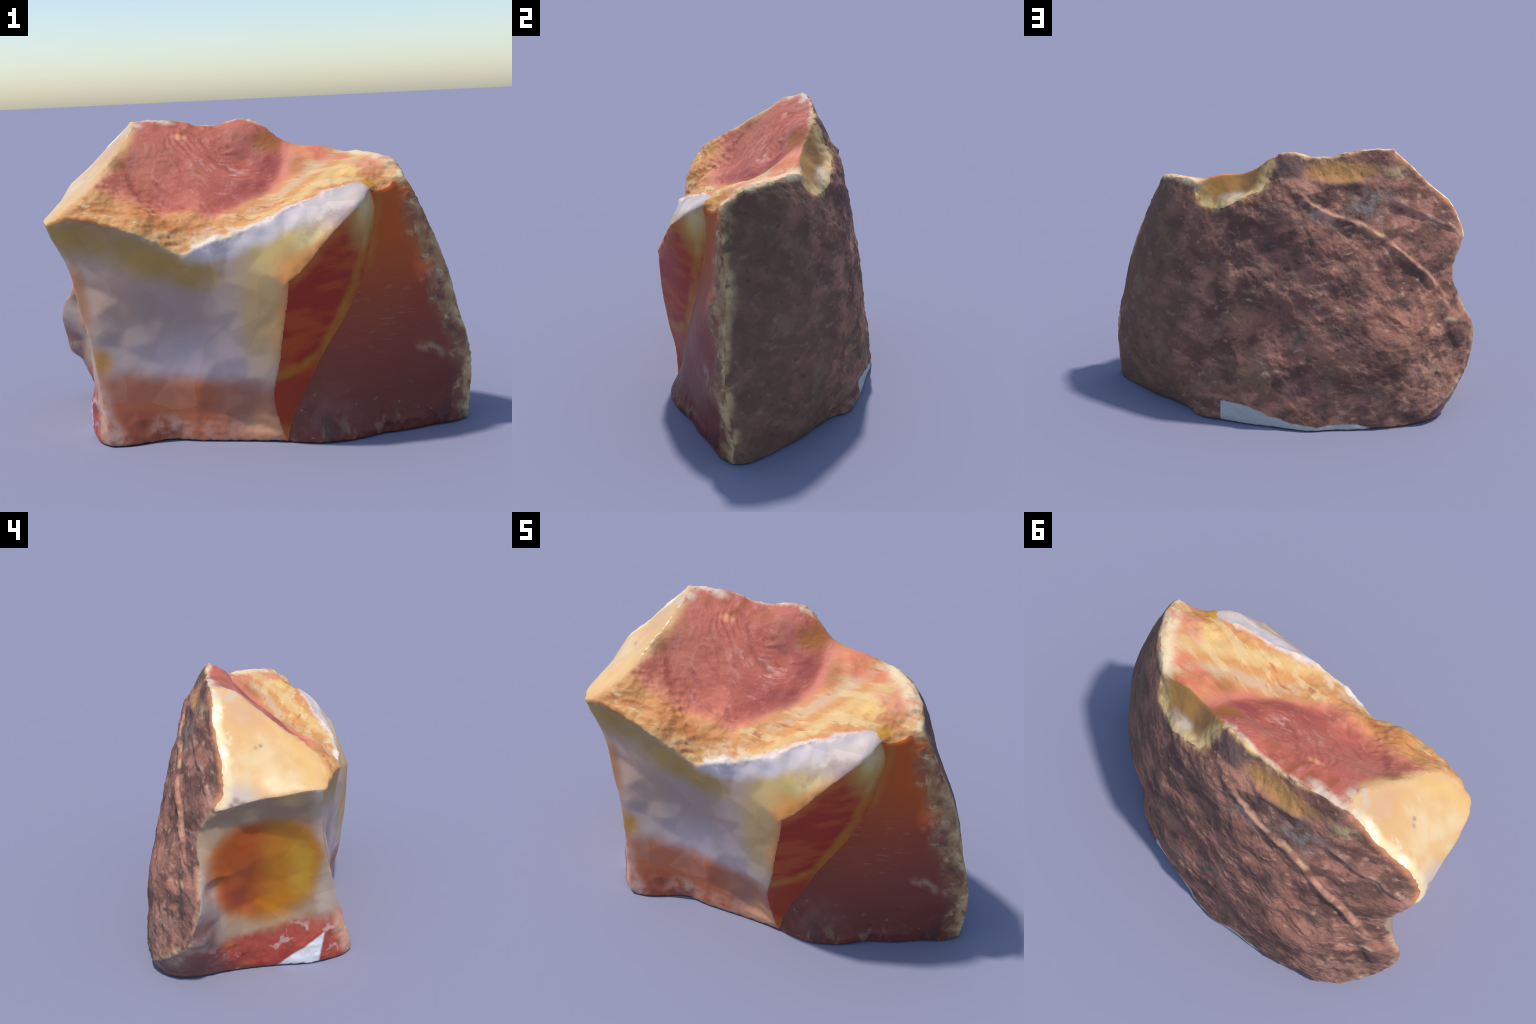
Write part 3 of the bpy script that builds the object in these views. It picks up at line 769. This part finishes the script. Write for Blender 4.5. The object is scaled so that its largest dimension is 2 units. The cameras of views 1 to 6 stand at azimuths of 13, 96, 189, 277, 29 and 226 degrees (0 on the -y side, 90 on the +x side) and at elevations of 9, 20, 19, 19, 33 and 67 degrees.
def pocket_material():
    s = Stone("honey_jasper", (.38, .19, .055), .55)
    s.lay((.26, .13, .055), s.blob((.15, .20, 1.2), (.06, .1, .06), .6), .7)
    s.lay((.62, .52, .44), s.times(s.blob((.22, .25, 1.125), (.09, .06, .04), .5), s.noise(14, .3, .55)), .9)
    s.lay((.80, .55, .24), s.times(s.line(thin("pocket_rim", 8), .042, .9, .04, 10), s.noise(12, .28, .55, seed=70)), .95)
    s.lay((.40, .33, .19), s.times(s.line(thin("pocket_rim", 8), .03), s.noise(18, .52, .64)), .7)
    return s.done(.2, 60, .006)


def rind_material():
    s = Stone("weathered_rind", (.24, .112, .080), .85)
    slant = dict(turn=(0, -.78, 0), stretch=(.55, 1, 1.5))
    s.lay((.38, .168, .117), s.noise(5, .46, .60, warp=.06), .9)
    s.lay((.17, .090, .068), s.noise(4, .48, .62, warp=.06, seed=4), .9)
    s.lay((.40, .175, .12), s.times(s.noise(8, .3, .55, seed=36), s.blob((-.62, .32, .58), (.30, .3, .15), .7)), .8)
    s.lay((.46, .235, .165), s.times(s.noise(10, .3, .55, seed=37), s.blob((-.80, .33, .26), (.12, .2, .13), .6)), .8)
    s.lay((.50, .255, .17), s.times(s.noise(11, .40, .6, seed=33), s.math("MAXIMUM", s.blob((-.03, .4, .77), (.12, .2, .05), .7), s.blob((.17, .33, 1.06), (.08, .2, .04), .7))), .85)
    s.lay((.26, .165, .09), s.times(s.noise(6, .4, .6, seed=9), s.blob((.15, .42, .40), (.32, .3, .3), .7)), .6)
    right = s.plane((1, -.25, 0), .15, .62, .05)
    s.lay((.165, .090, .060), right, .85)  # right flank tinted darker to match how it looks in shadow
    s.lay((.26, .165, .10), s.times(right, s.noise(8, .52, .7, seed=2, warp=.05)), .6)
    left = s.math("SUBTRACT", 1.0, s.math("MULTIPLY", right, .75))
    stroke = dict(turn=(0, .7, 0), stretch=(.72, 1, 1.25))
    s.lay((.52, .235, .16), s.times(left, s.noise(10, .46, .66, seed=11, warp=.03, **stroke)), .85)
    s.lay((.12, .062, .050), s.times(left, s.noise(7, .46, .62, warp=.05, seed=7, **stroke)), .85)
    s.lay((.27, .17, .11), s.times(left, s.noise(8, .54, .68, seed=25, warp=.04, **stroke)), .55)
    s.lay((.64, .38, .26), s.times(left, s.noise(22, .56, .72, seed=15, **stroke)), .6)
    s.lay((.085, .047, .040), s.noise(34, .59, .70, seed=19, **stroke), .5)
    # dark, grey and yellowish patches, the darkest in the hollows
    s.lay((.12, .072, .062), s.times(s.blob((.0, .38, .93), (.14, .2, .12), .8, .06), s.noise(9, .32, .55, seed=41)), .75)
    s.lay((.12, .07, .06), s.blob((-.895, .22, .42), (.06, .08, .06), .6), .8)
    s.lay((.115, .068, .06), s.blob((-.12, .5, .25), (.09, .2, .06), .6), .6)
    s.lay((.16, .15, .10), s.line([(-.153, .462, .525), (-.104, .467, .430)], .018, .6), .8)
    s.lay((.29, .275, .235), s.times(s.blob((-.45, .225, 1.12), (.10, .1, .07), .7), s.noise(16, .35, .6)), .7)
    s.lay((.33, .32, .26), s.times(s.line([(-.15, .30, 1.12), (-.25, .30, 1.05)], .03), s.noise(18, .35, .6)), .8)
    s.lay((.50, .36, .20), s.times(s.blob((-.585, .13, 1.255), (.05, .06, .03), .6), s.noise(18, .35, .6)), .8)
    # paler colour along the welts
    s.lay((.60, .31, .21), s.times(s.line(RIDGE_LONG, .020, .7, .012), s.noise(14, .38, .56)), .9)
    s.lay((.62, .47, .22), s.times(s.line([(-.423, .272, 1.015), (-.535, .255, .940), (-.63, .255, .85)], .016), s.noise(14, .42, .6, seed=3)), .85)
    s.lay((.52, .29, .22), s.line(RIDGE_SHORT, .018, .7, .012), .7)
    s.lay((.56, .45, .24), s.line(RIDGE_LIP[:3], .014, .7, .012), .8)
    s.lay((.46, .23, .16), s.line(RIDGE_TOP, .015, .8), .7)
    # honey chips and pale rims along the top
    s.lay((.56, .28, .09), s.times(s.blob((-.30, .20, 1.275), (.17, .1, .045), .5, .02), s.noise(12, .25, .5)), .9)
    s.lay((.17, .105, .09), s.blob((-.05, .22, 1.30), (.085, .06, .05), .5, .02), .85)
    s.lay((.86, .60, .26), s.times(s.line(thin("crest", 7)[2:], .020, .8, .025), s.noise(12, .3, .5, seed=5)), .95)
    s.lay((.78, .50, .21), s.times(s.line(thin("pocket_rim", 8), .024, .9, .04, 10), s.noise(13, .40, .60)), .8)
    s.lay((.46, .22, .13), s.line(thin("right_crest", 5), .016, .8), .8)
    s.lay((.66, .54, .32), s.times(s.line(thin("right_crest", 5), .024, .6), s.noise(14, .4, .6)), .9)
    s.lay((.64, .25, .12), s.line(thin("left_rind", 7), .022, .8, .025), .9)
    s.lay((.55, .36, .22), s.times(s.line(thin("hollow_rind", 9)[:8], .022, .7, .02), s.noise(14, .35, .6)), .8)
    s.lay((.66, .45, .21), s.times(s.line(thin("right_edge", 6), .032, .9, .06, 8), s.noise(11, .38, .58, warp=.03)), .95)
    # chalky residue left along the back foot
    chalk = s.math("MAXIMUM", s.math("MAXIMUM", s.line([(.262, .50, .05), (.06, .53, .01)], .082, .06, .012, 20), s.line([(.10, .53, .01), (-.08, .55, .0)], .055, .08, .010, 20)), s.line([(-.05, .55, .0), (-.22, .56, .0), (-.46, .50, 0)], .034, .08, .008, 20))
    s.lay((.47, .49, .48), s.times(chalk, s.plane((-1, 0, 0), -.285, -.28, .004)))
    return s.done(.55, 45, .012)


def underside_material():
    s = Stone("underside_stone", (.30, .16, .12), .8)
    s.lay((.20, .09, .07), s.noise(6))
    return s.done()


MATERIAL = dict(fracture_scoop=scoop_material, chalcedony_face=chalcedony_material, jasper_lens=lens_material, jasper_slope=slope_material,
                cream_facet=cream_material, amber_hollow=hollow_material, rim_pocket=pocket_material, rind=rind_material, underside=underside_material)

# ------------------------------------------------------------------ assemble
names, V, T, R, CURVE = build_surface()
for _ in range(REFINE):
    V, T, R = refine(V, T, R)
V = add_relief(V, T, R, names, CURVE)
N = vertex_normals(V, T)

rock = bpy.data.objects.new("agate_rock", None)
bpy.context.scene.collection.objects.link(rock)
rock["label"] = "broken chunk of banded red and cream agate with brown rind"
rock["category"] = "rock"
for k, name in enumerate(names):
    tris = T[R == k]
    used, local = np.unique(tris, return_inverse=True)
    local = local.reshape(-1, 3).astype(np.int32)
    me = bpy.data.meshes.new(name)
    me.vertices.add(len(used))
    me.vertices.foreach_set("co", V[used].astype(np.float32).ravel())
    me.loops.add(local.size)
    me.loops.foreach_set("vertex_index", local.ravel())
    me.polygons.add(len(local))
    me.polygons.foreach_set("loop_start", np.arange(0, local.size, 3, dtype=np.int32))
    me.update(calc_edges=True)
    me.validate()
    me.polygons.foreach_set("use_smooth", np.ones(len(local), bool))
    me.normals_split_custom_set_from_vertices([tuple(x) for x in N[used]])
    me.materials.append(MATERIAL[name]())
    part = bpy.data.objects.new(name, me)
    bpy.context.scene.collection.objects.link(part)
    part.parent = rock
